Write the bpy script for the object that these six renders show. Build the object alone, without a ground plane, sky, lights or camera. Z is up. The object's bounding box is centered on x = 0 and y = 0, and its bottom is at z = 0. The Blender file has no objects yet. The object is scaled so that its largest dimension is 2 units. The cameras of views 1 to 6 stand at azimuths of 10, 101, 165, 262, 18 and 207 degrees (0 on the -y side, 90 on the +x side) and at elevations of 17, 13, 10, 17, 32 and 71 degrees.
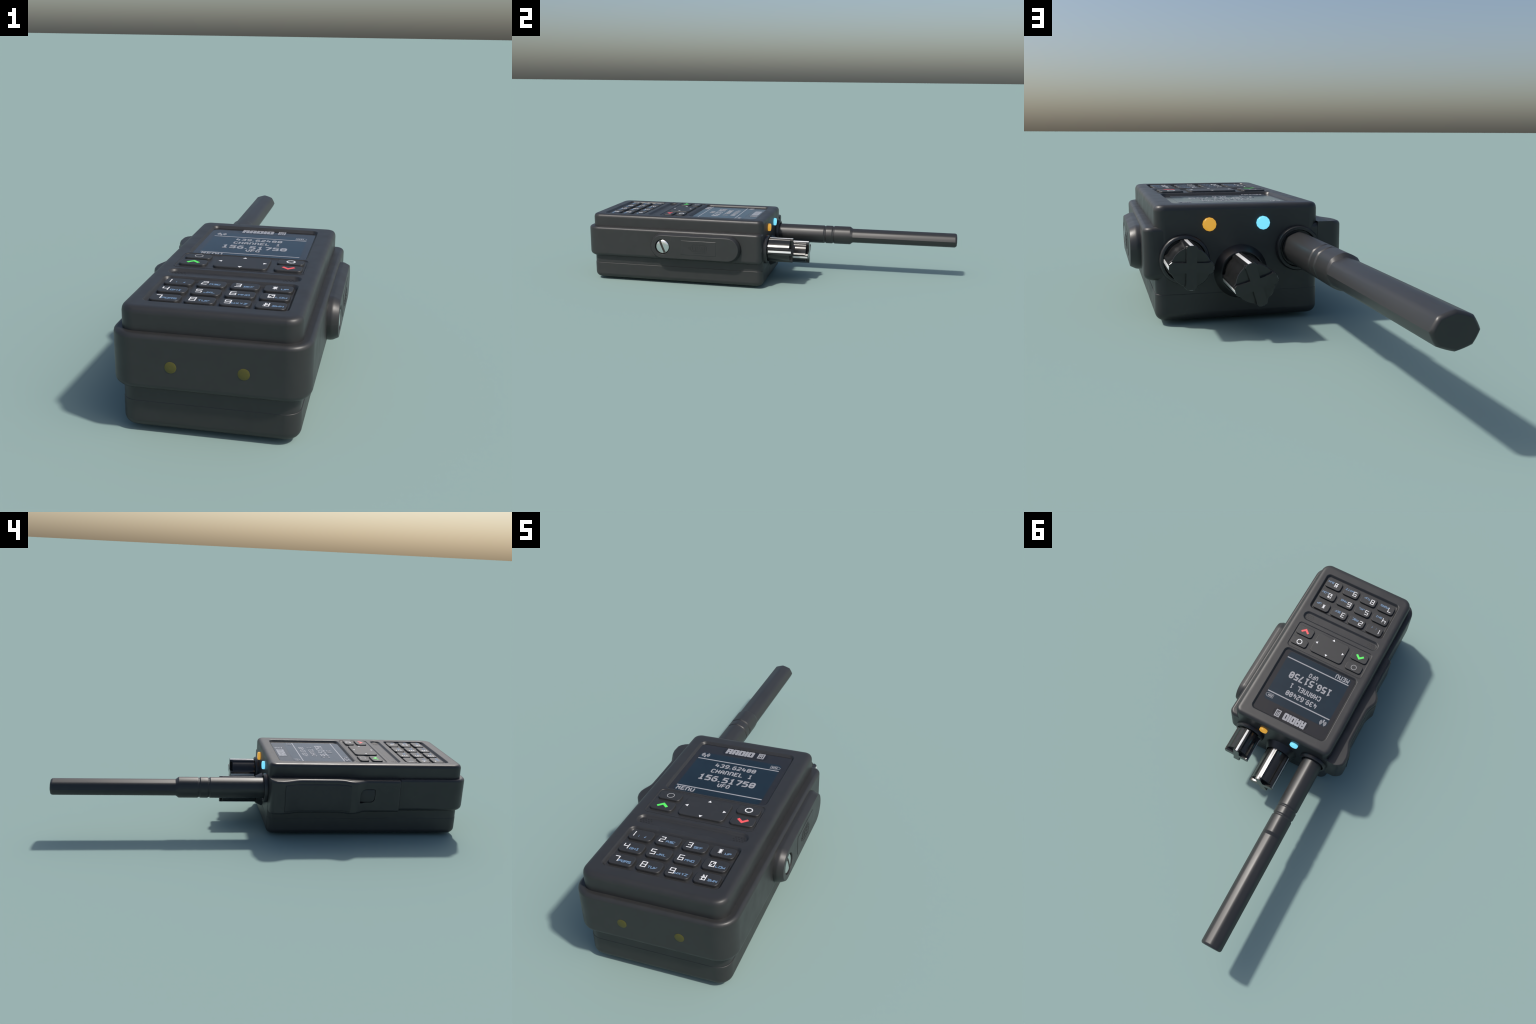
# Hand-held two-way radio lying on its back, antenna pointing along +y.
import bpy, bmesh, math, random
from mathutils import Vector, Matrix

random.seed(7)
COL = bpy.context.scene.collection
CX = 0.003                       # centre line of the case in x
TOP = 0.3665                     # height of the front face
END = -0.018                     # y of the antenna end of the case

# --------------------------------------------------------------- materials
def mat(name, color, rough=0.5, vary=0.0, scale=30.0, bump=0.0, bscale=400.0, metallic=0.0,
        spec=0.5, coat=0.0, rvary=0.0, emit=None, estr=0.0, stretch=(1, 1, 1), wear=0.0):
    m = bpy.data.materials.new(name); m.use_nodes = True
    nt = m.node_tree; N, L = nt.nodes, nt.links
    b = N["Principled BSDF"]
    b.inputs["Base Color"].default_value = (*color, 1)
    b.inputs["Roughness"].default_value = rough
    b.inputs["Metallic"].default_value = metallic
    b.inputs["Specular IOR Level"].default_value = spec
    b.inputs["Coat Weight"].default_value = coat
    b.inputs["Coat Roughness"].default_value = 0.08
    if emit:
        b.inputs["Emission Color"].default_value = (*emit, 1)
        b.inputs["Emission Strength"].default_value = estr
    tc = N.new("ShaderNodeTexCoord")
    mp = N.new("ShaderNodeMapping"); mp.inputs["Scale"].default_value = stretch
    L.new(tc.outputs["Object"], mp.inputs["Vector"])
    if vary > 0:
        n = N.new("ShaderNodeTexNoise"); n.inputs["Scale"].default_value = scale
        n.inputs["Detail"].default_value = 6; n.inputs["Roughness"].default_value = 0.65
        L.new(mp.outputs[0], n.inputs["Vector"])
        r = N.new("ShaderNodeValToRGB")
        r.color_ramp.elements[0].position = 0.3; r.color_ramp.elements[1].position = 0.72
        r.color_ramp.elements[0].color = (*[c * (1 - vary) for c in color], 1)
        r.color_ramp.elements[1].color = (*[min(1, c * (1 + vary)) for c in color], 1)
        L.new(n.outputs["Fac"], r.inputs["Fac"])
        out = r.outputs["Color"]
        if wear > 0:
            # rubbed, dusty specks: paler grains where two noises agree
            n2 = N.new("ShaderNodeTexNoise"); n2.inputs["Scale"].default_value = 130
            n2.inputs["Detail"].default_value = 4
            L.new(mp.outputs[0], n2.inputs["Vector"])
            n3 = N.new("ShaderNodeTexNoise"); n3.inputs["Scale"].default_value = 9
            L.new(mp.outputs[0], n3.inputs["Vector"])
            mu = N.new("ShaderNodeMath"); mu.operation = "MULTIPLY"
            L.new(n2.outputs["Fac"], mu.inputs[0]); L.new(n3.outputs["Fac"], mu.inputs[1])
            r2 = N.new("ShaderNodeValToRGB")
            r2.color_ramp.elements[0].position = 0.40; r2.color_ramp.elements[1].position = 0.52
            r2.color_ramp.elements[0].color = (0, 0, 0, 1)
            r2.color_ramp.elements[1].color = (wear, wear, wear, 1)
            L.new(mu.outputs[0], r2.inputs["Fac"])
            mx = N.new("ShaderNodeMixRGB"); mx.inputs["Color2"].default_value = (0.13, 0.125, 0.12, 1)
            L.new(r2.outputs["Color"], mx.inputs["Fac"]); L.new(out, mx.inputs["Color1"])
            out = mx.outputs["Color"]
        L.new(out, b.inputs["Base Color"])
    if rvary > 0:
        n = N.new("ShaderNodeTexNoise"); n.inputs["Scale"].default_value = 14
        n.inputs["Detail"].default_value = 5
        L.new(mp.outputs[0], n.inputs["Vector"])
        mr = N.new("ShaderNodeMapRange")
        mr.inputs["From Min"].default_value = 0.3; mr.inputs["From Max"].default_value = 0.7
        mr.inputs["To Min"].default_value = rough - rvary; mr.inputs["To Max"].default_value = rough + rvary
        L.new(n.outputs["Fac"], mr.inputs["Value"]); L.new(mr.outputs[0], b.inputs["Roughness"])
    if bump > 0:
        n = N.new("ShaderNodeTexNoise"); n.inputs["Scale"].default_value = bscale
        n.inputs["Detail"].default_value = 2
        L.new(mp.outputs[0], n.inputs["Vector"])
        bp = N.new("ShaderNodeBump"); bp.inputs["Strength"].default_value = bump
        bp.inputs["Distance"].default_value = 0.001
        L.new(n.outputs["Fac"], bp.inputs["Height"]); L.new(bp.outputs[0], b.inputs["Normal"])
    return m

M_CASE  = mat("case_plastic", (0.0262, 0.0262, 0.0265), 0.42, vary=0.07, scale=22, bump=0.06, rvary=0.05, wear=0.10)
M_FRAME = mat("frame_plastic", (0.0258, 0.0260, 0.0260), 0.42, vary=0.07, scale=22, bump=0.06, rvary=0.05, wear=0.12)
M_BATT  = mat("battery_plastic", (0.0255, 0.0257, 0.0257), 0.45, vary=0.07, scale=20, bump=0.06, rvary=0.05, wear=0.10)
M_RUBB  = mat("soft_rubber", (0.0235, 0.0237, 0.0245), 0.50, vary=0.06, scale=40, bump=0.05)
M_KEY   = mat("key_rubber", (0.0258, 0.0258, 0.0260), 0.45, vary=0.06, scale=35, bump=0.04)
M_KNOB  = mat("glossy_black", (0.018, 0.018, 0.018), 0.17, vary=0.12, scale=25, rvary=0.03)
M_CROSS = mat("satin_black", (0.034, 0.034, 0.034), 0.35, vary=0.06, scale=25)
M_COLLAR= mat("collar_black", (0.022, 0.022, 0.023), 0.40, vary=0.08, scale=30)
M_ANT   = mat("antenna_rubber", (0.026, 0.026, 0.026), 0.40, vary=0.08, scale=18, stretch=(1, .25, 1), rvary=0.04)
M_HOLE  = mat("grille_pit", (0.013, 0.013, 0.013), 0.6, vary=0.05)
M_DARK  = mat("grille_dark", (0.012, 0.012, 0.012), 0.6, vary=0.05)
M_BEZEL = mat("screen_bezel_gloss", (0.0205, 0.0200, 0.0208), 0.13, vary=0.05, scale=12)
M_PILL  = mat("logo_plate_gloss", (0.0140, 0.0135, 0.0145), 0.13, vary=0.05, scale=12)
M_LCD   = mat("display_blue", (0.0095, 0.0205, 0.0305), 0.13, vary=0.15, scale=7)
M_LCDT  = mat("display_grey", (0.31, 0.31, 0.325), 0.2, vary=0.02)
M_WHITE = mat("print_white", (0.74, 0.74, 0.74), 0.45, vary=0.02)
M_STRIPE = mat("stripe_white", (0.74, 0.74, 0.73), 0.25, vary=0.03)
M_GREY  = mat("print_grey", (0.40, 0.40, 0.40), 0.45, vary=0.02)
M_BLUE  = mat("print_blue", (0.165, 0.27, 0.41), 0.45, vary=0.04)
M_GREEN = mat("print_green", (0.10, 0.80, 0.115), 0.45, vary=0.02)
M_RED   = mat("print_red", (0.85, 0.10, 0.105), 0.45, vary=0.02)
M_GOLD  = mat("contact_ochre", (0.085, 0.075, 0.009), 0.5, vary=0.12, scale=300)
M_STEEL = mat("screw_steel", (0.78, 0.78, 0.76), 0.22, metallic=1.0, vary=0.05, scale=60)
M_SLOT  = mat("screw_slot_dark", (0.03, 0.026, 0.022), 0.5, vary=0.1)
M_LEDO  = mat("lamp_amber", (0.16, 0.08, 0.01), 0.3, emit=(0.62, 0.32, 0.038), estr=1.0)
M_LEDB  = mat("lamp_cyan", (0.04, 0.12, 0.16), 0.3, emit=(0.20, 0.74, 1.0), estr=1.0)

# --------------------------------------------------------------- helpers
ROOT = bpy.data.objects.new("handheld_radio", None)
ROOT["label"] = "black handheld two-way radio with keypad, screen and antenna"
ROOT["category"] = "walkie-talkie"
COL.objects.link(ROOT)

def obj(name, me, parent=ROOT, material=None, kind=None):
    o = bpy.data.objects.new(name, me); COL.objects.link(o)
    if parent is not None: o.parent = parent
    if material: me.materials.append(material)
    if kind: o["kind"] = kind
    return o

def to_mesh(bm, name, smooth=35):
    bmesh.ops.recalc_face_normals(bm, faces=bm.faces)
    me = bpy.data.meshes.new(name); bm.to_mesh(me); bm.free()
    shade(me, smooth)
    return me

def shade(me, angle):
    if not angle: return
    me.polygons.foreach_set("use_smooth", [True] * len(me.polygons))
    me.set_sharp_from_angle(angle=math.radians(angle))

def apply_mods(o):
    dg = bpy.context.evaluated_depsgraph_get()
    me = bpy.data.meshes.new_from_object(o.evaluated_get(dg))
    old = o.data; o.modifiers.clear(); o.data = me
    bpy.data.meshes.remove(old)

def weighted(o):
    m = o.modifiers.new("wn", "WEIGHTED_NORMAL"); m.keep_sharp = True; m.weight = 90
    apply_mods(o)

def cut(o, cutters, angle=40):
    for c in cutters:
        m = o.modifiers.new("cut", "BOOLEAN"); m.operation = "DIFFERENCE"; m.solver = "EXACT"; m.object = c
    apply_mods(o)
    for c in cutters: bpy.data.objects.remove(c, do_unlink=True)
    shade(o.data, angle); weighted(o)

def rrect(x0, x1, y0, y1, r, n=6):
    """rounded rectangle outline; r = one radius or (r at -y corners, r at +y corners)
    or four radii counter-clockwise from (x0, y0)."""
    if not isinstance(r, (tuple, list)): r = (r,) * 4
    elif len(r) == 2: r = (r[0], r[0], r[1], r[1])
    lim = min(x1 - x0, y1 - y0) / 2 * 0.999
    pts = []
    for (cx, cy, sx, sy, a), q in zip(((x0, y0, 1, 1, 180), (x1, y0, -1, 1, 270), (x1, y1, -1, -1, 0), (x0, y1, 1, -1, 90)), r):
        q = max(0.0004, min(q, lim))
        for i in range(n + 1):
            t = math.radians(a + 90 * i / n)
            pts.append((cx + sx * q + q * math.cos(t), cy + sy * q + q * math.sin(t)))
    return pts

def loft(rings, cap0=True, cap1=True):
    """closed skin through rings of equal length, each a list of 3D points"""
    bm = bmesh.new()
    V = [[bm.verts.new(p) for p in r] for r in rings]
    n = len(rings[0])
    for a, b in zip(V, V[1:]):
        for i in range(n):
            j = (i + 1) % n
            bm.faces.new((a[i], a[j], b[j], b[i]))
    if cap0: bm.faces.new(V[0][::-1])
    if cap1: bm.faces.new(V[-1])
    return bm

def slab(x0, x1, y0, y1, r, prof, n=6):
    """stack of rounded rectangles; prof = [(z, inset)]"""
    rr = r if isinstance(r, (tuple, list)) else (r,) * 4
    if len(rr) == 2: rr = (rr[0], rr[0], rr[1], rr[1])
    rings = []
    for z, d in prof:
        pts = rrect(x0 + d, x1 - d, y0 + d, y1 - d, [max(q - d, 0.0006) for q in rr], n)
        rings.append([(x, y, z) for x, y in pts])
    return loft(rings)

def fillet(z, d, r, up=True, n=5, zr=None):
    """quarter-round ending flat at height z; (z, inset) pairs"""
    zr = zr or r
    out = []
    for i in range(n + 1):
        t = math.pi / 2 * i / n
        out.append((z - zr + zr * math.sin(t), d + r - r * math.cos(t)) if up else
                   (z + zr - zr * math.cos(t), d + r - r * math.sin(t)))
    return out

def turn(prof, cx, cz, n=32, closed=False):
    """surface of revolution about an axis parallel to y; prof = [(y, r)]"""
    rings = [[(cx + r * math.cos(2 * math.pi * i / n), y, cz + r * math.sin(2 * math.pi * i / n)) for i in range(n)]
             for y, r in prof]
    if closed:
        return loft(rings + [rings[0]], False, False)
    return loft(rings)

def flare(me, slope, y0):
    """the +x flank leans out towards the antenna end, the -x flank stays straight"""
    for v in me.vertices:
        v.co.x += slope * (v.co.y - y0) * max(0.0, min(1.0, (v.co.x + 0.24) / 0.48))

# --------------------------------------------------------------- case
# core shell: rounded box whose top face carries the screen and keypad recesses
HW = 0.250
CROWN = [(TOP - 0.0200, 0.0), (TOP - 0.0125, 0.0013), (TOP - 0.0065, 0.0043), (TOP - 0.0028, 0.0088), (TOP - 0.0009, 0.0145), (TOP - 0.0002, 0.0205), (TOP, 0.0265)]
me = to_mesh(slab(-0.2475, 0.2510, -0.976, END, (0.045, 0.034),
        [(0.0900, 0.012), (0.0900, 0.0004), (0.128, 0.0002), (0.15, 0.0), (0.26, 0.0)] + CROWN, n=8), "front_shell")
flare(me, 0.0150, -0.976)
core = obj("front_shell", me, material=M_CASE)

def recess(x0, x1, y0, y1, r, depth, soft=0.008):
    z = TOP - depth
    prof = [(z + depth * f, soft * g) for f, g in ((0, 1), (.04, .84), (.20, .62), (.45, .43), (.70, .25), (.88, .08), (.965, -.05), (.995, -.16))]
    prof += [(TOP + .0003, -0.25 * soft), (TOP + 0.02, -0.25 * soft)]
    o = obj("cutter", to_mesh(slab(x0, x1, y0, y1, r, prof, n=7), "cutter"))
    return o

cut(core, [
    recess(-0.1960, 0.2030, -0.4445, -0.0725, 0.023, 0.0105, 0.0105),       # screen
    recess(-0.2000, 0.2075, -0.6030, -0.4530, 0.016, 0.0025, 0.004),  # function keys
    recess(-0.2020, 0.2090, -0.6745, -0.6220, 0.0255, 0.0085, 0.010), # speaker slot
    recess(-0.1995, 0.2085, -0.9195, -0.6975, 0.021, 0.0115, 0.0105),  # number keys
])

# wider frame round the waist, flush with the antenna end
def frame_prof():
    return [(0.1375, 0.05)] + fillet(0.1375, 0.0, 0.021, up=False)[::1] + fillet(0.3000, 0.0, 0.014, n=5) + [(0.2990, 0.06)]
fp = frame_prof()
fp = [fp[0]] + sorted(fp[1:7], key=lambda p: p[0]) + fp[7:]
me = to_mesh(slab(-0.2715, 0.2790, -1.0, END - 0.001, (0.071, 0.069, 0.032, 0.020), fp, n=8), "side_frame", 40)
flare(me, 0.0205, -1.0)
frame = obj("side_frame", me, material=M_FRAME)
weighted(frame)

# battery pack below the seam, a hair wider than the shell above it
BASE = 0.0100                     # the case rests on the clip, its back floats above the ground
me = to_mesh(slab(-0.2480, 0.2530, -0.9765, END + 0.0004, (0.045, 0.034),
        sorted(fillet(BASE, 0.0, 0.027, up=False, n=6), key=lambda p: p[0]) + fillet(0.0950, 0.0, 0.0025, n=3), n=8), "battery_pack", 40)
flare(me, 0.0145, -0.976)
batt = obj("battery_pack", me, material=M_BATT)
weighted(batt)

# flat belt clip on the back, on which the radio lies
me = to_mesh(slab(-0.085, 0.095, -0.780, -0.180, 0.03, [(0.0, 0.003), (0.003, 0.0), (0.0060, 0.0), (0.0075, 0.002)], 6), "belt_clip")
obj("belt_clip", me, material=M_BATT)
me = to_mesh(slab(-0.085, 0.095, -0.300, -0.180, 0.02, [(0.006, 0.0), (0.02, 0.0)], 6), "clip_mount")
obj("clip_mount", me, material=M_BATT)

# charging contacts on the foot
for x in (-0.0945, 0.1040):
    o = obj("charging_contact", to_mesh(turn([(-0.996, 0.0165), (-1.0006, 0.0165), (-1.0010, 0.0155), (-1.0010, 0.003)], x, 0.2128, 28), "charging_contact"), material=M_GOLD)

# --------------------------------------------------------------- lettering
# stroke font on a 4 x 6 grid: "x,y x,y ..." polylines separated by ";"
G = {
 "0": "1,0 3,0 4,1 4,5 3,6 1,6 0,5 0,1 1,0;1.4,2.2 2.6,3.8", "1": "0.6,4.9 2,6 2,0;0.5,0 3.5,0", "2": "0,5 1,6 3,6 4,5 4,4 0,1 0,0 4,0",
 "3": "0,5.4 1,6 3,6 4,5 4,4 3,3.2 1.6,3.2;3,3.2 4,2 4,1 3,0 1,0 0,0.6", "4": "0.6,6 0,3 0,2 4,2;3,4 3,0", "5": "4,6 0.4,6 0,3.5 3,3.5 4,2.6 4,1 3,0 0,0",
 "6": "3.6,6 1.2,6 0,4.6 0,1 1,0 3,0 4,1 4,2.5 3,3.5 0.5,3.5", "7": "0,6 4,6 4,4.8 1.6,0", "9": "0.4,0 2.8,0 4,1.4 4,5 3,6 1,6 0,5 0,3.5 1,2.5 3.5,2.5",
 ".": "1.6,0.2 2.4,0.2", "C": "4,5 3,6 1,6 0,5 0,1 1,0 3,0 4,1", "H": "0,6 0,0;4,6 4,0;0,3 4,3", "A": "0,0 0,4.5 1.4,6 2.6,6 4,4.5 4,0;0,2.4 4,2.4",
 "N": "0,0 0,6 2.6,6 4,4.6 4,0", "E": "4,6 0,6 0,0 4,0;0,3 3.2,3", "L": "0,6 0,0 4,0", "M": "0,0 0.3,6 2,3.4 3.7,6 4,0", "U": "0,6 0,1 1,0 3,0 4,1 4,6",
 "V": "0,6 0,2 1.6,0 2.4,0 4,2 4,6", "F": "4,6 0,6 0,0;0,3 3.2,3", "O": "1,0 3,0 4,1 4,5 3,6 1,6 0,5 0,1 1,0",
}
# segment style for the key tops
S = {
 "1": "2.2,6 2.2,3.3;2.2,2.7 2.2,0", "2": "0.3,6 4,6 4,3.2 0.2,2.9 0,0 3.8,0", "3": "0.3,6 4,6 4,0 0,0;0.6,3 1.6,3;2.2,3 3.7,3", "4": "0,6 0,3 3.6,3;4,6 4,0",
 "5": "4,6 0,6 0,3.1 4,2.9 4,0 0,0", "6": "4,6 0,6 0,0 4,0 4,3 0.6,3", "7": "0.2,6 4,6 4,3.3;4,2.7 4,0", "8": "0,0 4,0 4,6 0,6 0,0;0.7,3 3.4,3", "9": "0,0 4,0 4,6 0,6 0,3 3.4,3",
 "0": "0,3.6 0,6 4,6 4,3.4;4,2.6 4,0 0,0 0,2.8;3.3,5.3 2.2,3.7;0.7,0.7 1.8,2.4;3.3,4.5 3.3,5.4;0.7,1.5 0.7,0.6",
 "*": "0.6,5.6 3.4,0.8;3.4,5.6 0.6,0.8;2,5.7 2,0.4;0.6,3.2 3.4,3.2", "#": "1.2,6 1.2,0.3;3.9,6 3.9,0 0,0;0,2.9 3.6,2.9;2.2,3 2.2,5",
 "A": "0,0 0,6 4,6 4,0;0.6,3 3.4,3", "B": "0,6 4,6 4,0 0,0;1.8,6 1.8,0;1.8,3 3.6,3", "C": "4,6 0,6 0,0 4,0", "D": "0,6 4,6 4,0 0,0;1.8,5.6 1.8,0.4", "E": "4,6 0,6 0,0 4,0;0.5,3 2.6,3",
 "F": "4,6 0,6 0,0;0.5,3 2.6,3", "G": "4,6 0,6 0,0 4,0 4,3 2.2,3", "H": "0,6 0,0;4,6 4,0;0.5,3 3.5,3", "I": "0.4,6 3.6,6;2,5.6 2,0.4;0.4,0 3.6,0", "J": "4,6 4,0 0,0 0,2.4",
 "K": "0,6 0,0;4,6 0.7,3;0.7,3 4,0", "L": "0,6 0,0 4,0", "M": "0,0 0,6;4,6 4,0;0.5,5.6 2,3.2;3.5,5.6 2,3.2", "N": "0,0 0,6;4,6 4,0;0.6,5.5 3.4,0.5", "O": "0,0 4,0 4,6 0,6 0,0",
 "P": "0,0 0,6 4,6 4,3 0.5,3", "Q": "0,0 4,0 4,6 0,6 0,0;2.4,2.2 3.4,0.8", "R": "0,0 0,6 4,6 4,3 0.5,3;2,2.6 4,0", "S": "4,6 0,6 0,3.1 4,2.9 4,0 0,0", "T": "0,6 4,6;2,5.5 2,0",
 "U": "0,6 0,0 4,0 4,6", "V": "0,6 0,0.4;0.5,0.4 4,5.8", "W": "0,6 0,0;4,6 4,0;0.5,0.5 2,2.8;3.5,0.5 2,2.8", "X": "0.3,5.8 3.7,0.2;3.7,5.8 0.3,0.2", "Y": "0.3,6 2,3.2;3.7,6 2,3.2;2,2.8 2,0",
 "Z": "0,6 4,6 0.2,0 4,0", ";": "2,5.4 2,4.2;2,1.8 2,0", "?": "3,4.4 0.6,1 2.6,0", " ": "",
}
# heavy display capitals for the name plate
B = {"R": ((0, 0, .40, 1), (.3, .76, .92, 1), (.62, .48, 1, .94), (.3, .34, .92, .60), (.60, 0, 1, .40)),
     "A": ((0, 0, .40, .93), (.09, .74, .91, 1), (.60, 0, 1, .93), (.3, .24, .7, .48)),
     "D": ((0, 0, .40, 1), (.3, .76, .91, 1), (.60, .07, 1, .93), (.3, 0, .91, .24)),
     "O": ((0, .07, .40, .93), (.09, .76, .91, 1), (.60, .07, 1, .93), (.09, 0, .91, .24)), "I": ((0, 0, 1, 1),)}

class Ink:
    """collects raised strokes; later strokes sit a few hundredths of a millimetre higher"""
    def __init__(self, height=0.0006):
        self.bm = bmesh.new(); self.k = 0; self.h = height
    def z(self):
        self.k += 1; return self.h + (self.k % 40) * 2.0e-5
    def prism(self, pts):
        z = self.z()
        a = sum(p[0] * q[1] - q[0] * p[1] for p, q in zip(pts, pts[1:] + pts[:1]))
        if a < 0: pts = pts[::-1]
        top = [self.bm.verts.new((x, y, z)) for x, y in pts]
        bot = [self.bm.verts.new((x, y, -0.0008)) for x, y in pts]
        self.bm.faces.new(top)
        n = len(pts)
        for i in range(n):
            j = (i + 1) % n
            self.bm.faces.new((bot[i], bot[j], top[j], top[i]))
    def band(self, left, right, closed):
        z = self.z()
        L = [self.bm.verts.new((x, y, z)) for x, y in left]; R = [self.bm.verts.new((x, y, z)) for x, y in right]
        l = [self.bm.verts.new((x, y, -0.0008)) for x, y in left]; r = [self.bm.verts.new((x, y, -0.0008)) for x, y in right]
        m = len(L); last = m if closed else m - 1
        for i in range(last):
            j = (i + 1) % m
            self.bm.faces.new((R[i], R[j], L[j], L[i]))
            self.bm.faces.new((r[i], r[j], R[j], R[i]))
            self.bm.faces.new((L[i], L[j], l[j], l[i]))
        if not closed:
            self.bm.faces.new((l[0], r[0], R[0], L[0])); self.bm.faces.new((R[-1], r[-1], l[-1], L[-1]))
    def line(self, P, w, ext=0.5):
        P = [Vector(p) for p in P]
        closed = len(P) > 2 and (P[0] - P[-1]).length < 1e-7
        if closed: P = P[:-1]
        n = len(P); h = w / 2
        if not closed:
            P[0] = P[0] + (P[0] - P[1]).normalized() * h * ext
            P[-1] = P[-1] + (P[-1] - P[-2]).normalized() * h * ext
        left, right = [], []
        for i in range(n):
            a = P[i] - P[i - 1] if (i > 0 or closed) else P[1] - P[0]
            b = P[(i + 1) % n] - P[i] if (i < n - 1 or closed) else P[-1] - P[-2]
            a, b = a.normalized(), b.normalized()
            t = (a + b)
            t = t.normalized() if t.length > 1e-6 else a
            nn = Vector((-t.y, t.x)); s = h / max(0.5, nn.dot(Vector((-a.y, a.x))))
            left.append(P[i] + nn * s); right.append(P[i] - nn * s)
        self.band(left, right, closed)
    def text(self, s, font, x0, y0, h, pitch, gw, w, ext=0.5):
        i = 0.0
        for ch in s:
            if ch == ".": i -= 0.24
            for st in font.get(ch, "").split(";") if font.get(ch) else []:
                P = [tuple(map(float, q.split(","))) for q in st.split()]
                P = [(x0 + i * pitch + a / 4 * gw, y0 + b / 6 * h) for a, b in P]
                self.line(P, w, ext)
            i += 0.80 if ch == "." else 1
    def ring(self, cx, cy, r, w, a0=0, a1=360, n=36):
        closed = a1 - a0 >= 360
        m = n if closed else n + 1
        A = [math.radians(a0 + (a1 - a0) * i / n) for i in range(m)]
        self.band([(cx + (r - w / 2) * math.cos(a), cy + (r - w / 2) * math.sin(a)) for a in A],
                  [(cx + (r + w / 2) * math.cos(a), cy + (r + w / 2) * math.sin(a)) for a in A], closed)
    def done(self, name, parent, material, loc, rot=None, kind=None):
        me = bpy.data.meshes.new(name)
        bmesh.ops.recalc_face_normals(self.bm, faces=self.bm.faces)
        self.bm.to_mesh(me); self.bm.free()
        if rot: me.transform(rot)
        me.transform(Matrix.Translation(loc))
        return obj(name, me, parent, material, kind)

# --------------------------------------------------------------- screen
zs = TOP - 0.0085
screen = obj("screen", to_mesh(slab(-0.1885, 0.1955, -0.4375, -0.0795, 0.016, [(zs - 0.006, 0.0), (zs - 0.0004, 0.0), (zs, 0.0006)], 7), "screen", 0), material=M_BEZEL)
lcd = obj("display", to_mesh(slab(-0.1665, 0.1725, -0.4330, -0.1470, 0.016, [(zs - 0.002, 0.0), (zs + 0.0003, 0.0)], 7), "display"), screen, M_LCD)
pill = obj("name_plate", to_mesh(slab(-0.0900, 0.0980, -0.1350, -0.0835, 0.022, [(zs - 0.002, 0.0), (zs + 0.00025, 0.0)], 7), "name_plate"), screen, M_PILL)

k = Ink(0.0003)
lcd_ink_loc = (0, 0, zs + 0.0003)
W = 0.0052
k.text("439.62400", G, -0.0755, -0.2350, 0.0222, 0.0198, 0.0118, 0.0048)
k.text("CHANNEL 1", G, -0.0765, -0.2780, 0.0222, 0.0189, 0.0112, 0.0047)
k.text("VFO", G, -0.0160, -0.3675, 0.0200, 0.0170, 0.0100, 0.0044)
k.text("MENU", G, -0.1570, -0.4268, 0.0190, 0.0188, 0.0118, 0.0044)
k.text("156.51750", G, -0.1055, -0.3345, 0.0310, 0.0270, 0.0160, 0.0072)
for y in (-0.1925, -0.3985):
    k.line([(-0.1640, y), (0.1700, y)], 0.0056, 0.4)
# signal mast
k.prism([(-0.1480, -0.1815), (-0.1400, -0.1815), (-0.1428, -0.164), (-0.1452, -0.164)])
for r in (0.0060, 0.0108, 0.0156):
    k.ring(-0.144, -0.1635, r, 0.0030, -50, 60, 12); k.ring(-0.144, -0.1635, r, 0.0030, 120, 230, 12)
# battery gauge
k.line([(0.1320, -0.1815), (0.1320, -0.1620), (0.1610, -0.1620), (0.1700, -0.1680), (0.1700, -0.1755), (0.1610, -0.1815), (0.1320, -0.1815)], 0.0016)
for i in range(4):
    k.line([(0.1385 + i * 0.0062, -0.1775), (0.1385 + i * 0.0062, -0.1660)], 0.0038, 0)
k.done("display_writing", screen, M_LCDT, lcd_ink_loc)

k = Ink(0.0003)
x = -0.0765
for ch, gw in (("R", 0.0250), ("A", 0.0250), ("D", 0.0250), ("I", 0.0105), ("O", 0.0250)):
    for a, b, c, d in B[ch]:
        k.prism([(x + u * gw, -0.1265 + v * 0.039) for u, v in ((a, b), (c, b), (c, d), (a, d))])
    x += gw + 0.0015
for pts, w2 in (([(0.0600, -0.1225), (0.0820, -0.1225), (0.0820, -0.0895), (0.0600, -0.0895), (0.0600, -0.1225)], 0.0050),
                ([(0.0665, -0.1155), (0.0665, -0.0965), (0.0750, -0.0965), (0.0750, -0.1055), (0.0685, -0.1060)], 0.0036),
                ([(0.0712, -0.1070), (0.0755, -0.1160)], 0.0036)):
    k.line(pts, w2, 0.2)
k.done("name_writing", screen, M_LCDT, (0, 0, zs + 0.00025))

# --------------------------------------------------------------- keys
def key_mesh(name, hx, hy, r, z0, z1):
    e = 0.0024
    return to_mesh(slab(-hx, hx, -hy, hy, r, [(z0, -0.001), (z1 - e, 0.0003)] + fillet(z1, 0.0006, e, n=4)[1:], 6), name, 50)

def weighted_mesh(me):
    o = bpy.data.objects.new("tmp", me); COL.objects.link(o)
    m = o.modifiers.new("wn", "WEIGHTED_NORMAL"); m.keep_sharp = True; m.weight = 90
    r = bpy.data.meshes.new_from_object(o.evaluated_get(bpy.context.evaluated_depsgraph_get()))
    r.name = me.name; bpy.data.objects.remove(o); bpy.data.meshes.remove(me)
    return r

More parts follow.
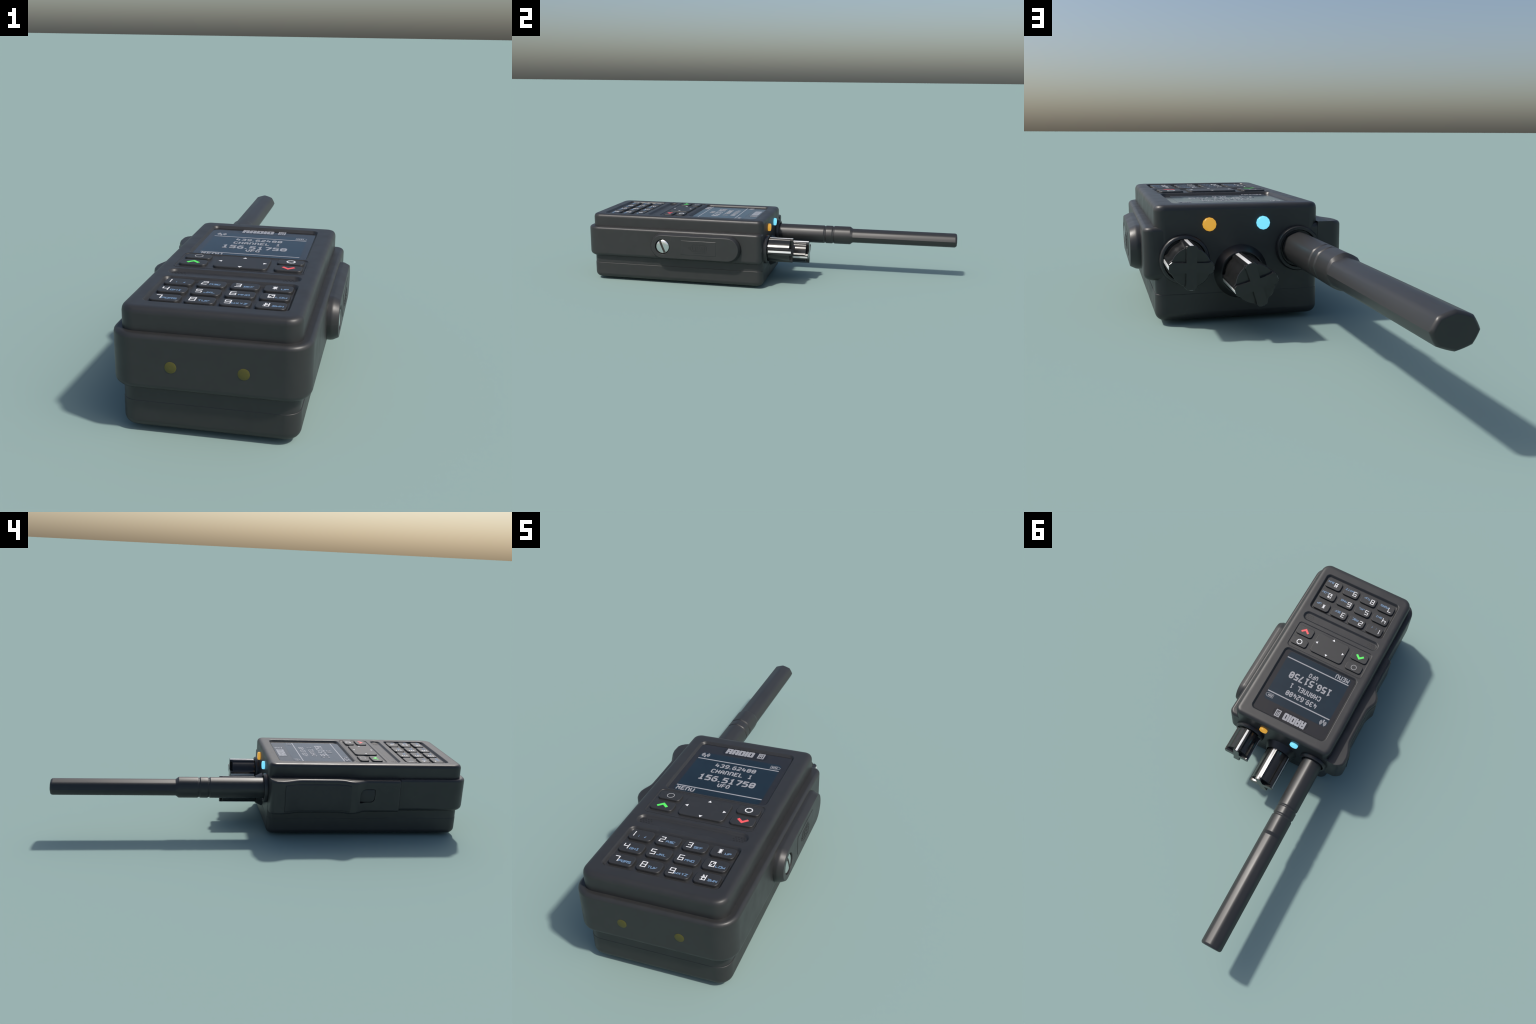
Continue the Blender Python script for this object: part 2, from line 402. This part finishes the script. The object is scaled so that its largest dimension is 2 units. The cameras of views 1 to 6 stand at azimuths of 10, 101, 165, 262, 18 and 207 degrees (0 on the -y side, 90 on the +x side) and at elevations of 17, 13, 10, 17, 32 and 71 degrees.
zk = 0.3640
KEYM = weighted_mesh(key_mesh("key", 0.0428, 0.0262, 0.014, 0.350 - zk, 0.0)); KEYM.materials.append(M_KEY)
rows = (-0.7345, -0.8045, -0.8735)
cols = (-0.1430, -0.0445, 0.0545, 0.1530)
legend = (("1", ";?"), ("2", "ABC"), ("3", "DEF"), ("*", "UP"), ("4", "GHI"), ("5", "JKL"), ("6", "MNO"), ("0", "LOW"), ("7", "PQRS"), ("8", "TUV"), ("9", "WXYZ"), ("#", "DWN"))
first = True
for i, (d, s) in enumerate(legend):
    c, r = cols[i % 4], rows[i // 4]
    o = bpy.data.objects.new("number_key", KEYM); COL.objects.link(o); o.parent = ROOT; o.location = (c, r, zk)
    right = i % 4 == 3
    k = Ink(0.0004)
    dx = -0.0098 if right else -0.0205
    if d == "1": dx = -0.0255
    if d == "#": dx = -0.0125
    k.text(d, S, dx - 0.0088, -0.0115, 0.0240, 0, 0.0160, 0.0030, 0.3)
    q = k.done("key_number", o, M_WHITE, (0, 0, 0))
    k = Ink(0.0004)
    pitch, gw = 0.0113, 0.0082
    if s == ";?": k.text("; ?", S, -0.0105, -0.0118, 0.0092, 0.0120, 0.0076, 0.0019, 0.2)
    else:
        n = len(s); width = (n - 1) * pitch + gw
        cx = {2: 0.0185, 3: 0.0185 if right else 0.0110, 4: 0.0118}[n]
        k.text(s, S, cx - width / 2, -0.0118, 0.0092, pitch, gw, 0.0019, 0.2)
    k.done("key_letters", o, M_BLUE, (0, 0, 0))

zf = 0.3712
pad = obj("direction_pad", weighted_mesh(key_mesh("direction_pad", 0.0860, 0.0565, 0.016, 0.3595 - zf, 0.0)), material=M_KEY)
pad.location = (0.0060, -0.5315, zf)
k = Ink(0.0004)
for ang, dist in ((0, 0.0720), (90, 0.0450), (180, 0.0720), (270, 0.0490)):
    a = math.radians(ang)
    t = [(dist + 0.0062, 0), (dist - 0.0050, 0.0068), (dist - 0.0050, -0.0068)]
    k.prism([(x * math.cos(a) - y * math.sin(a), x * math.sin(a) + y * math.cos(a)) for x, y in t])
k.done("direction_arrows", pad, M_WHITE, (0, 0, 0))

UP = weighted_mesh(key_mesh("function_key", 0.0428, 0.0228, 0.013, 0.3595 - zf, 0.0)); UP.materials.append(M_KEY)
LO = weighted_mesh(key_mesh("function_key", 0.0440, 0.0262, 0.014, 0.3595 - zf, 0.0)); LO.materials.append(M_KEY)
for me, x, y, mark in ((UP, -0.1455, -0.4945, "ring"), (UP, 0.1560, -0.4945, "thick_ring"), (LO, -0.1465, -0.5590, "up"), (LO, 0.1565, -0.5590, "down")):
    o = bpy.data.objects.new("function_key", me); COL.objects.link(o); o.parent = ROOT; o.location = (x, y, zf)
    k = Ink(0.0004)
    if mark == "ring": k.ring(0, 0.001, 0.0130, 0.0020); m = M_GREY
    elif mark == "thick_ring":
        for a in range(8): k.ring(0, 0.001, 0.0125, 0.0042, a * 45 - 20, a * 45 + 20, 5)
        m = M_WHITE
    else:
        s = 1 if mark == "up" else -1
        k.line([(-0.0190, -0.0075 * s), (-0.0005, 0.0090 * s), (0.0180, -0.0075 * s)], 0.0100, 0); m = M_GREEN if s > 0 else M_RED
    k.done("key_symbol", o, m, (0, 0, 0))

# fine raised lip round the function keys
k = Ink(0.0007)
P = rrect(-0.2022, 0.2097, -0.6052, -0.4508, 0.018, 6)
k.line([p for i, p in enumerate(P) if i == 0 or (Vector(p) - Vector(P[i - 1])).length > 1e-5] + [P[0]], 0.0030)
k.done("key_lip", ROOT, M_CASE, (0, 0, TOP))

# speaker grille: small dark pits at both ends of the slot
bm = bmesh.new()
zg = TOP - 0.0085
for side in (-1, 1):
    for r in range(3):
        for c in range(5 if r != 1 else 5):
            if c == 4 and r != 1: continue
            x = CX + side * (0.1880 - c * 0.0102 - (-0.0051 if r == 1 else 0) * 1); y = -0.6480 + (r - 1) * 0.0092
            m = Matrix.Translation((x, y, zg))
            bmesh.ops.create_cone(bm, cap_ends=True, segments=10, radius1=0.0035, radius2=0.0033, depth=0.0006, matrix=m)
obj("speaker_hole", to_mesh(bm, "speaker_hole"), material=M_HOLE, kind="stuff")

# --------------------------------------------------------------- antenna end
def lamp(x, z, m):
    r = 0.0208
    obj("indicator_light", to_mesh(turn([(END - 0.01, r), (-0.0100, r), (-0.0075, r * .96), (-0.0058, r * .86), (-0.0050, r * .5), (-0.0048, 0.001)], x, z, 12), "indicator_light", 40), material=m)
lamp(0.1005, 0.3062, M_LEDO)
lamp(-0.0665, 0.3064, M_LEDB)

def collar(name, prof, x, z, n=28, m=M_COLLAR):
    return obj(name, to_mesh(turn(prof, x, z, n, closed=True), name, 40), material=m)

AX, AZ = -0.1775, 0.2245
k1x, k1z, k1e = 0.1775, 0.2010, 0.1320
k2x, k2z, k2e = 0.0040, 0.1575, 0.1970
collar("knob_collar", [(END - 0.01, 0.055), (END - 0.01, 0.0765), (-0.0100, 0.0765), (-0.0030, 0.0745), (0.0, 0.0705), (0.0, 0.0655), (-0.003, 0.0635), (-0.010, 0.0625), (-0.010, 0.03), (END - 0.01, 0.03)], k1x, k1z)
collar("knob_collar", [(END - 0.01, 0.055), (END - 0.01, 0.0870), (-0.0240, 0.0870), (-0.0210, 0.0855), (0.0110, 0.0700), (0.0140, 0.0675), (0.0140, 0.0640), (0.009, 0.0625), (0.0, 0.0620), (0.0, 0.03), (END - 0.01, 0.03)], k2x, k2z)
collar("antenna_collar", [(END - 0.01, 0.055), (END - 0.01, 0.0715), (-0.0190, 0.0715), (-0.0175, 0.0690), (-0.0155, 0.0690), (-0.0140, 0.0708), (-0.0050, 0.0705), (0.0, 0.0670), (0.0, 0.0590), (-0.004, 0.0570), (-0.012, 0.0570), (-0.012, 0.03), (END - 0.01, 0.03)], AX, AZ)

# fluted knobs: four raised ribs that run into a cross on the end face
def rib(a, R0, R1):
    d = abs((a + 45) % 90 - 45)                      # angle from the nearest rib
    if d <= 12.5: return R1 * math.cos(math.radians(12.5)) / math.cos(math.radians(d)) * 0.6 + R1 * 0.4
    t = min(1, (d - 12.5) / 9.0)
    return R1 + (R0 - R1) * (3 * t * t - 2 * t ** 3)

def knob(x, z, y0, y1, twist):
    R0, R1 = 0.0578, 0.0645
    angs = []
    for q in range(4):
        angs += [q * 90 + d for d in (-12.5, -6, 0, 6, 12.5, 15, 18, 21.5, 28, 36, 45, 54, 62, 68.5, 72, 75)]
    def ring(y, f=1.0, sub=0.0):
        return [(x + (rib(a, R0, R1) * f - sub) * math.cos(math.radians(a + twist)), y, z + (rib(a, R0, R1) * f - sub) * math.sin(math.radians(a + twist))) for a in angs]
    floor = y1 - 0.0135
    kn = obj("control_knob", to_mesh(loft([ring(y0, 1, 0.004), ring(y0 + 0.002), ring(floor - 0.0015), ring(floor, 1, 0.0015)]), "control_knob", 30), material=M_KNOB)
    # cross on the end
    hw = 0.0150; R = 0.0638; tip = 0.0115; fl = 0.0180
    base = [(hw, hw), (hw, R - 0.0120), (fl, R - 0.0075), (tip, R)]
    P = []
    for q in range(4):
        a = math.radians(-90 * q)
        arm = [(-tip, R), (tip, R), (hw + 0.0022, R - 0.0075), (hw, R - 0.0170), (hw, hw)]
        arm = [(-hw, R - 0.0170), (-hw - 0.0022, R - 0.0075)] + arm
        P += [(u * math.cos(a) - v * math.sin(a), u * math.sin(a) + v * math.cos(a)) for u, v in arm]
    t = math.radians(twist)
    P = [(u * math.cos(t) - v * math.sin(t), u * math.sin(t) + v * math.cos(t)) for u, v in P]
    def cr(y, s): return [(x + u * s, y, z + v * s) for u, v in P]
    obj("knob_cross", to_mesh(loft([cr(floor - 0.006, 1.0), cr(y1 - 0.0012, 1.0), cr(y1, 0.985)]), "knob_cross", 30), kn, M_KNOB)
    # pale marker stripe along every rib
    for q in range(4):
        a = math.radians(q * 90 + twist); u = (math.cos(a), math.sin(a)); v = (-u[1], u[0])
        rings = []
        for dr, e in ((-0.002, 0.0), (0.0005, 0.0), (0.0008, 0.0006)):
            h = 0.0052 - e
            rings.append([(x + u[0] * (R1 * .9915 + dr) + v[0] * t_, y, z + u[1] * (R1 * .9915 + dr) + v[1] * t_)
                          for t_, y in ((-h, y0 + 0.006 + e), (h, y0 + 0.006 + e), (h, y1 - 0.003 - e), (-h, y1 - 0.003 - e))])
        obj("knob_stripe", to_mesh(loft(rings), "knob_stripe", 30), kn, M_STRIPE)
    # stem in the collar
    obj("knob_stem", to_mesh(turn([(y0 - 0.012, 0.045), (y0 + 0.004, 0.045)], x, z, 20), "knob_stem"), kn, M_DARK)
knob(k1x, k1z, 0.0005, k1e, 2)
knob(k2x, k2z, 0.0100, k2e, -17)

# antenna: round lower part with two grooves, then an eight-sided whip
def ant_ring(y, r, faceted, flat=1.0):
    pts = []
    for i in range(32):
        a = 2 * math.pi * i / 32
        q = r
        if faceted:
            d = (a + math.pi / 8) % (math.pi / 4) - math.pi / 8
            q = r * math.cos(math.pi / 8) / math.cos(abs(abs(d) - math.pi / 8))
            q = q * faceted + r * 0.985 * (1 - faceted)
        pts.append((AX + q * math.cos(a), y, AZ + q * math.sin(a) * flat))
    return pts
T = 0.0522
F = 0.45                          # the moulding is slightly many-sided
st = [(-0.012, T, F), (0.2545, T, F), (0.2580, T - .0004, F), (0.2615, T - .0036, F), (0.2655, T - .0036, F), (0.2690, T - .0006, F), (0.2710, T, F), (0.3020, T, F), (0.3045, T - .0006, F),
      (0.3080, T - .0036, F), (0.3130, T - .0036, F), (0.3170, T - .0004, F), (0.3200, T, F), (0.4050, T, F), (0.4085, T, F, .98), (0.4195, T, .65, .80), (0.4230, T, .7, .782), (0.9880, T - .0002, .7, .776), (0.9935, T - .0010, .7, .77), (0.9985, T - .0050, .7, .75), (1.0, T - .0090, .7, .74)]
ant = obj("antenna", to_mesh(loft([ant_ring(*s) for s in st]), "antenna", 42), material=M_ANT)
weighted(ant)

# --------------------------------------------------------------- talk button side (-x)
# outward reach of the grip along y: two swells with a finger dip between them
REACH = [(-0.0180, 0.2960), (-0.0240, 0.3090), (-0.0340, 0.3210), (-0.0460, 0.3270), (-0.0780, 0.3280), (-0.1000, 0.3240), (-0.1200, 0.3170), (-0.1380, 0.3090), (-0.1540, 0.3042), (-0.1700, 0.3025),
         (-0.2500, 0.3020), (-0.3420, 0.3025), (-0.3580, 0.3050), (-0.3740, 0.3105), (-0.3900, 0.3180), (-0.4040, 0.3222), (-0.4200, 0.3220), (-0.4350, 0.3180), (-0.4470, 0.3110), (-0.4590, 0.3030), (-0.4710, 0.2955), (-0.4820, 0.2905), (-0.4940, 0.2885),
         (-0.5600, 0.2885), (-0.6450, 0.2900), (-0.6530, 0.2870), (-0.6610, 0.2700)]
def reach(y):
    for (a, p), (b, q) in zip(REACH, REACH[1:]):
        if b <= y <= a: return p + (q - p) * (a - y) / (a - b)
    return REACH[-1][1]

def grip_section(y, X, z0, z1, r, inner, n=6):
    pts = [(-inner, y, z1), (-inner, y, z0)]
    q = min(r, X - inner - 0.001)
    for i in range(n + 1):
        t = math.pi / 2 * i / n
        pts.append((-(X - q + q * math.sin(t)), y, z0 + q - q * math.cos(t)))
    for i in range(n + 1):
        t = math.pi / 2 * i / n
        pts.append((-(X - q + q * math.cos(t)), y, z1 - q + q * math.sin(t)))
    return pts
ys = []
for (a, _), (b, _) in zip(REACH, REACH[1:]):
    m = max(1, int((a - b) / 0.02)); ys += [a + (b - a) * i / m for i in range(m)]
ys.append(REACH[-1][0])
grip = obj("side_grip", to_mesh(loft([grip_section(y, reach(y), 0.1390, 0.2995 + 0.0055 * max(0.0, min(1.0, (y + 0.47) / 0.10)), 0.014, 0.2450) for y in ys]), "side_grip", 40), material=M_FRAME)

def side_slab(y0, y1, z0, z1, radii, x_in, x_out, n=6, edge=0.0015):
    """rounded plate standing on the -x side"""
    rings = []
    for x, d in ((x_in, 0), (x_out - edge, 0), (x_out - edge * .3, edge * .35), (x_out, edge)):
        rings.append([(-x, y, z) for y, z in rrect(y0 + d, y1 - d, z0 + d, z1 - d, radii, n)])
    return loft(rings)
BR = (0.020, 0.006, 0.022, 0.006)
cutter = obj("cutter", to_mesh(side_slab(-0.5295, -0.4520, 0.1905, 0.2565, BR, 0.2840, 0.33), "cutter"))
cut(grip, [cutter], 40)
obj("side_key", to_mesh(side_slab(-0.5275, -0.4545, 0.1925, 0.2545, BR, 0.2800, 0.2900, edge=0.002), "side_key", 40), material=M_RUBB)

# talk button: rubber pad that follows the dip, slightly proud, with grip pimples
def pad_section(y, end):
    z0, z1, r = 0.1525, 0.2850, 0.006
    X = reach(y) + (0.0032 if not end else -0.002)
    return grip_section(y, X, z0, z1, r, X - 0.012, 4)
py = [-0.0850 - i * (0.4020 - 0.0850) / 40 for i in range(41)]
ptt = obj("talk_button", to_mesh(loft([pad_section(py[0], True)] + [pad_section(y - (0.0012 if i == 0 else 0) + (0.0012 if i == 40 else 0), False) for i, y in enumerate(py)] + [pad_section(py[-1], True)]), "talk_button", 40), material=M_RUBB)
bm = bmesh.new()
for r in range(9):
    for c in range(10):
        y = -0.132 - c * 0.0235 - (0.0117 if r % 2 else 0); z = 0.169 + r * 0.0122
        if (c > 8 and r % 2) : continue
        bmesh.ops.create_icosphere(bm, subdivisions=1, radius=0.0026, matrix=Matrix.Translation((-(reach(y) + 0.0032 - 0.0014), y, z)) @ Matrix.Diagonal((0.9, 1, 1, 1)))
obj("grip_pimple", to_mesh(bm, "grip_pimple", 80), ptt, M_RUBB, kind="stuff")

# --------------------------------------------------------------- socket cover side (+x)
XF = 0.3235                                                        # outer face of the cover
def stadium(y0, y1, z0, z1, x): return [(x, y, z) for y, z in rrect(y0, y1, z0, z1, 1.0, 12)]
rings = []
for x, d in ((0.275, -0.0105), (0.2985, -0.0105), (0.3060, -0.0090), (0.3215, -0.0015), (0.3230, 0.0), (XF, 0.0015)):
    rings.append(stadium(-0.6130 + d, -0.1370 - d, 0.1575 + d, 0.2785 - d, x))
LEAN = 0.0145                     # the cover follows the leaning flank
def lean(me):
    for v in me.vertices: v.co.x += LEAN * (v.co.y + 0.55)
    return me
cover = obj("socket_cover", lean(to_mesh(loft(rings), "socket_cover", 30)), material=M_FRAME)
# round pocket for the screw
sy, sz, sr = -0.5510, 0.2175, 0.0375
def xturn(prof, n=32, inner=False):
    return loft([[(x, sy + r * math.cos(2 * math.pi * i / n), sz + r * math.sin(2 * math.pi * i / n)) for i in range(n)] for x, r in prof])
cutter = obj("cutter", to_mesh(xturn([(0.309, 0.0405), (0.3225, 0.0405), (0.3245, 0.0425), (0.34, 0.0425)]), "cutter"))
cut(cover, [cutter], 30)
screw = obj("cover_screw", to_mesh(xturn([(0.300, sr), (0.3165, sr), (0.3190, sr * .96), (0.3212, sr * .84), (0.3226, sr * .64), (0.3234, sr * .4), (0.3236, 0.002)]), "cover_screw", 40), cover, M_STEEL)
bmc = bmesh.new()
R = Matrix.Translation((0.3255, sy, sz)) @ Matrix.Rotation(math.radians(22), 4, "X") @ Matrix.Diagonal((0.0130, 0.0115, 0.12, 1))
bmesh.ops.create_cube(bmc, size=1.0, matrix=R)
cutter = obj("cutter", to_mesh(bmc, "cutter", 0))
cut(screw, [cutter], 40)
bms = bmesh.new()
R = Matrix.Translation((0.3160, sy, sz)) @ Matrix.Rotation(math.radians(22), 4, "X") @ Matrix.Diagonal((0.0075, 0.0113, 0.070, 1))
bmesh.ops.create_cube(bms, size=1.0, matrix=R)
obj("screw_slot", to_mesh(bms, "screw_slot", 0), screw, M_SLOT)

# raised label on the cover
rings = [[(x, y, z) for y, z in rrect(-0.4470 + d, -0.2560 - d, 0.1800 + d, 0.2570 - d, 0.001, 2)] for x, d in ((XF - .002, 0), (XF + 0.0006, 0.0), (XF + 0.0014, 0.0010))]
label = obj("cover_label", lean(to_mesh(loft(rings), "cover_label", 25)), cover, M_CASE)
k = Ink(0.0012)
O = [(-0.0420, -0.0060), (-0.0420, 0.0060), (-0.0300, 0.0215), (0.0330, 0.0215), (0.0450, 0.0090), (0.0450, -0.0120), (0.0350, -0.0235), (-0.0280, -0.0235), (-0.0420, -0.0060)]
k.line(O, 0.0030)
k.line([(-0.0420, 0.0055), (-0.0530, 0.0055)], 0.0030); k.line([(-0.0420, -0.0045), (-0.0530, -0.0045)], 0.0030)
SB = {"U": "0,6 0,1 1,0 3,0 4,1 4,6", "S": "4,5 3,6 1,6 0,5 0,4 1,3 3,3 4,2 4,1 3,0 1,0 0,1", "B": "0,0 0,6 3,6 4,5 4,4 3,3 0.6,3;3,3 4,2 4,1 3,0 0.6,0"}
k.text("USB", SB, -0.0320, -0.0130, 0.0240, 0.0245, 0.0165, 0.0055, 0.5)
# ink x -> world +y, ink y -> world z, ink normal -> +x
rot = Matrix(((0, 0, 1, 0), (1, 0, 0, 0), (0, 1, 0, 0), (0, 0, 0, 1)))
lw = k.done("label_writing", label, M_CASE, (XF + 0.0014, -0.3520, 0.2185), rot)
lean(lw.data)
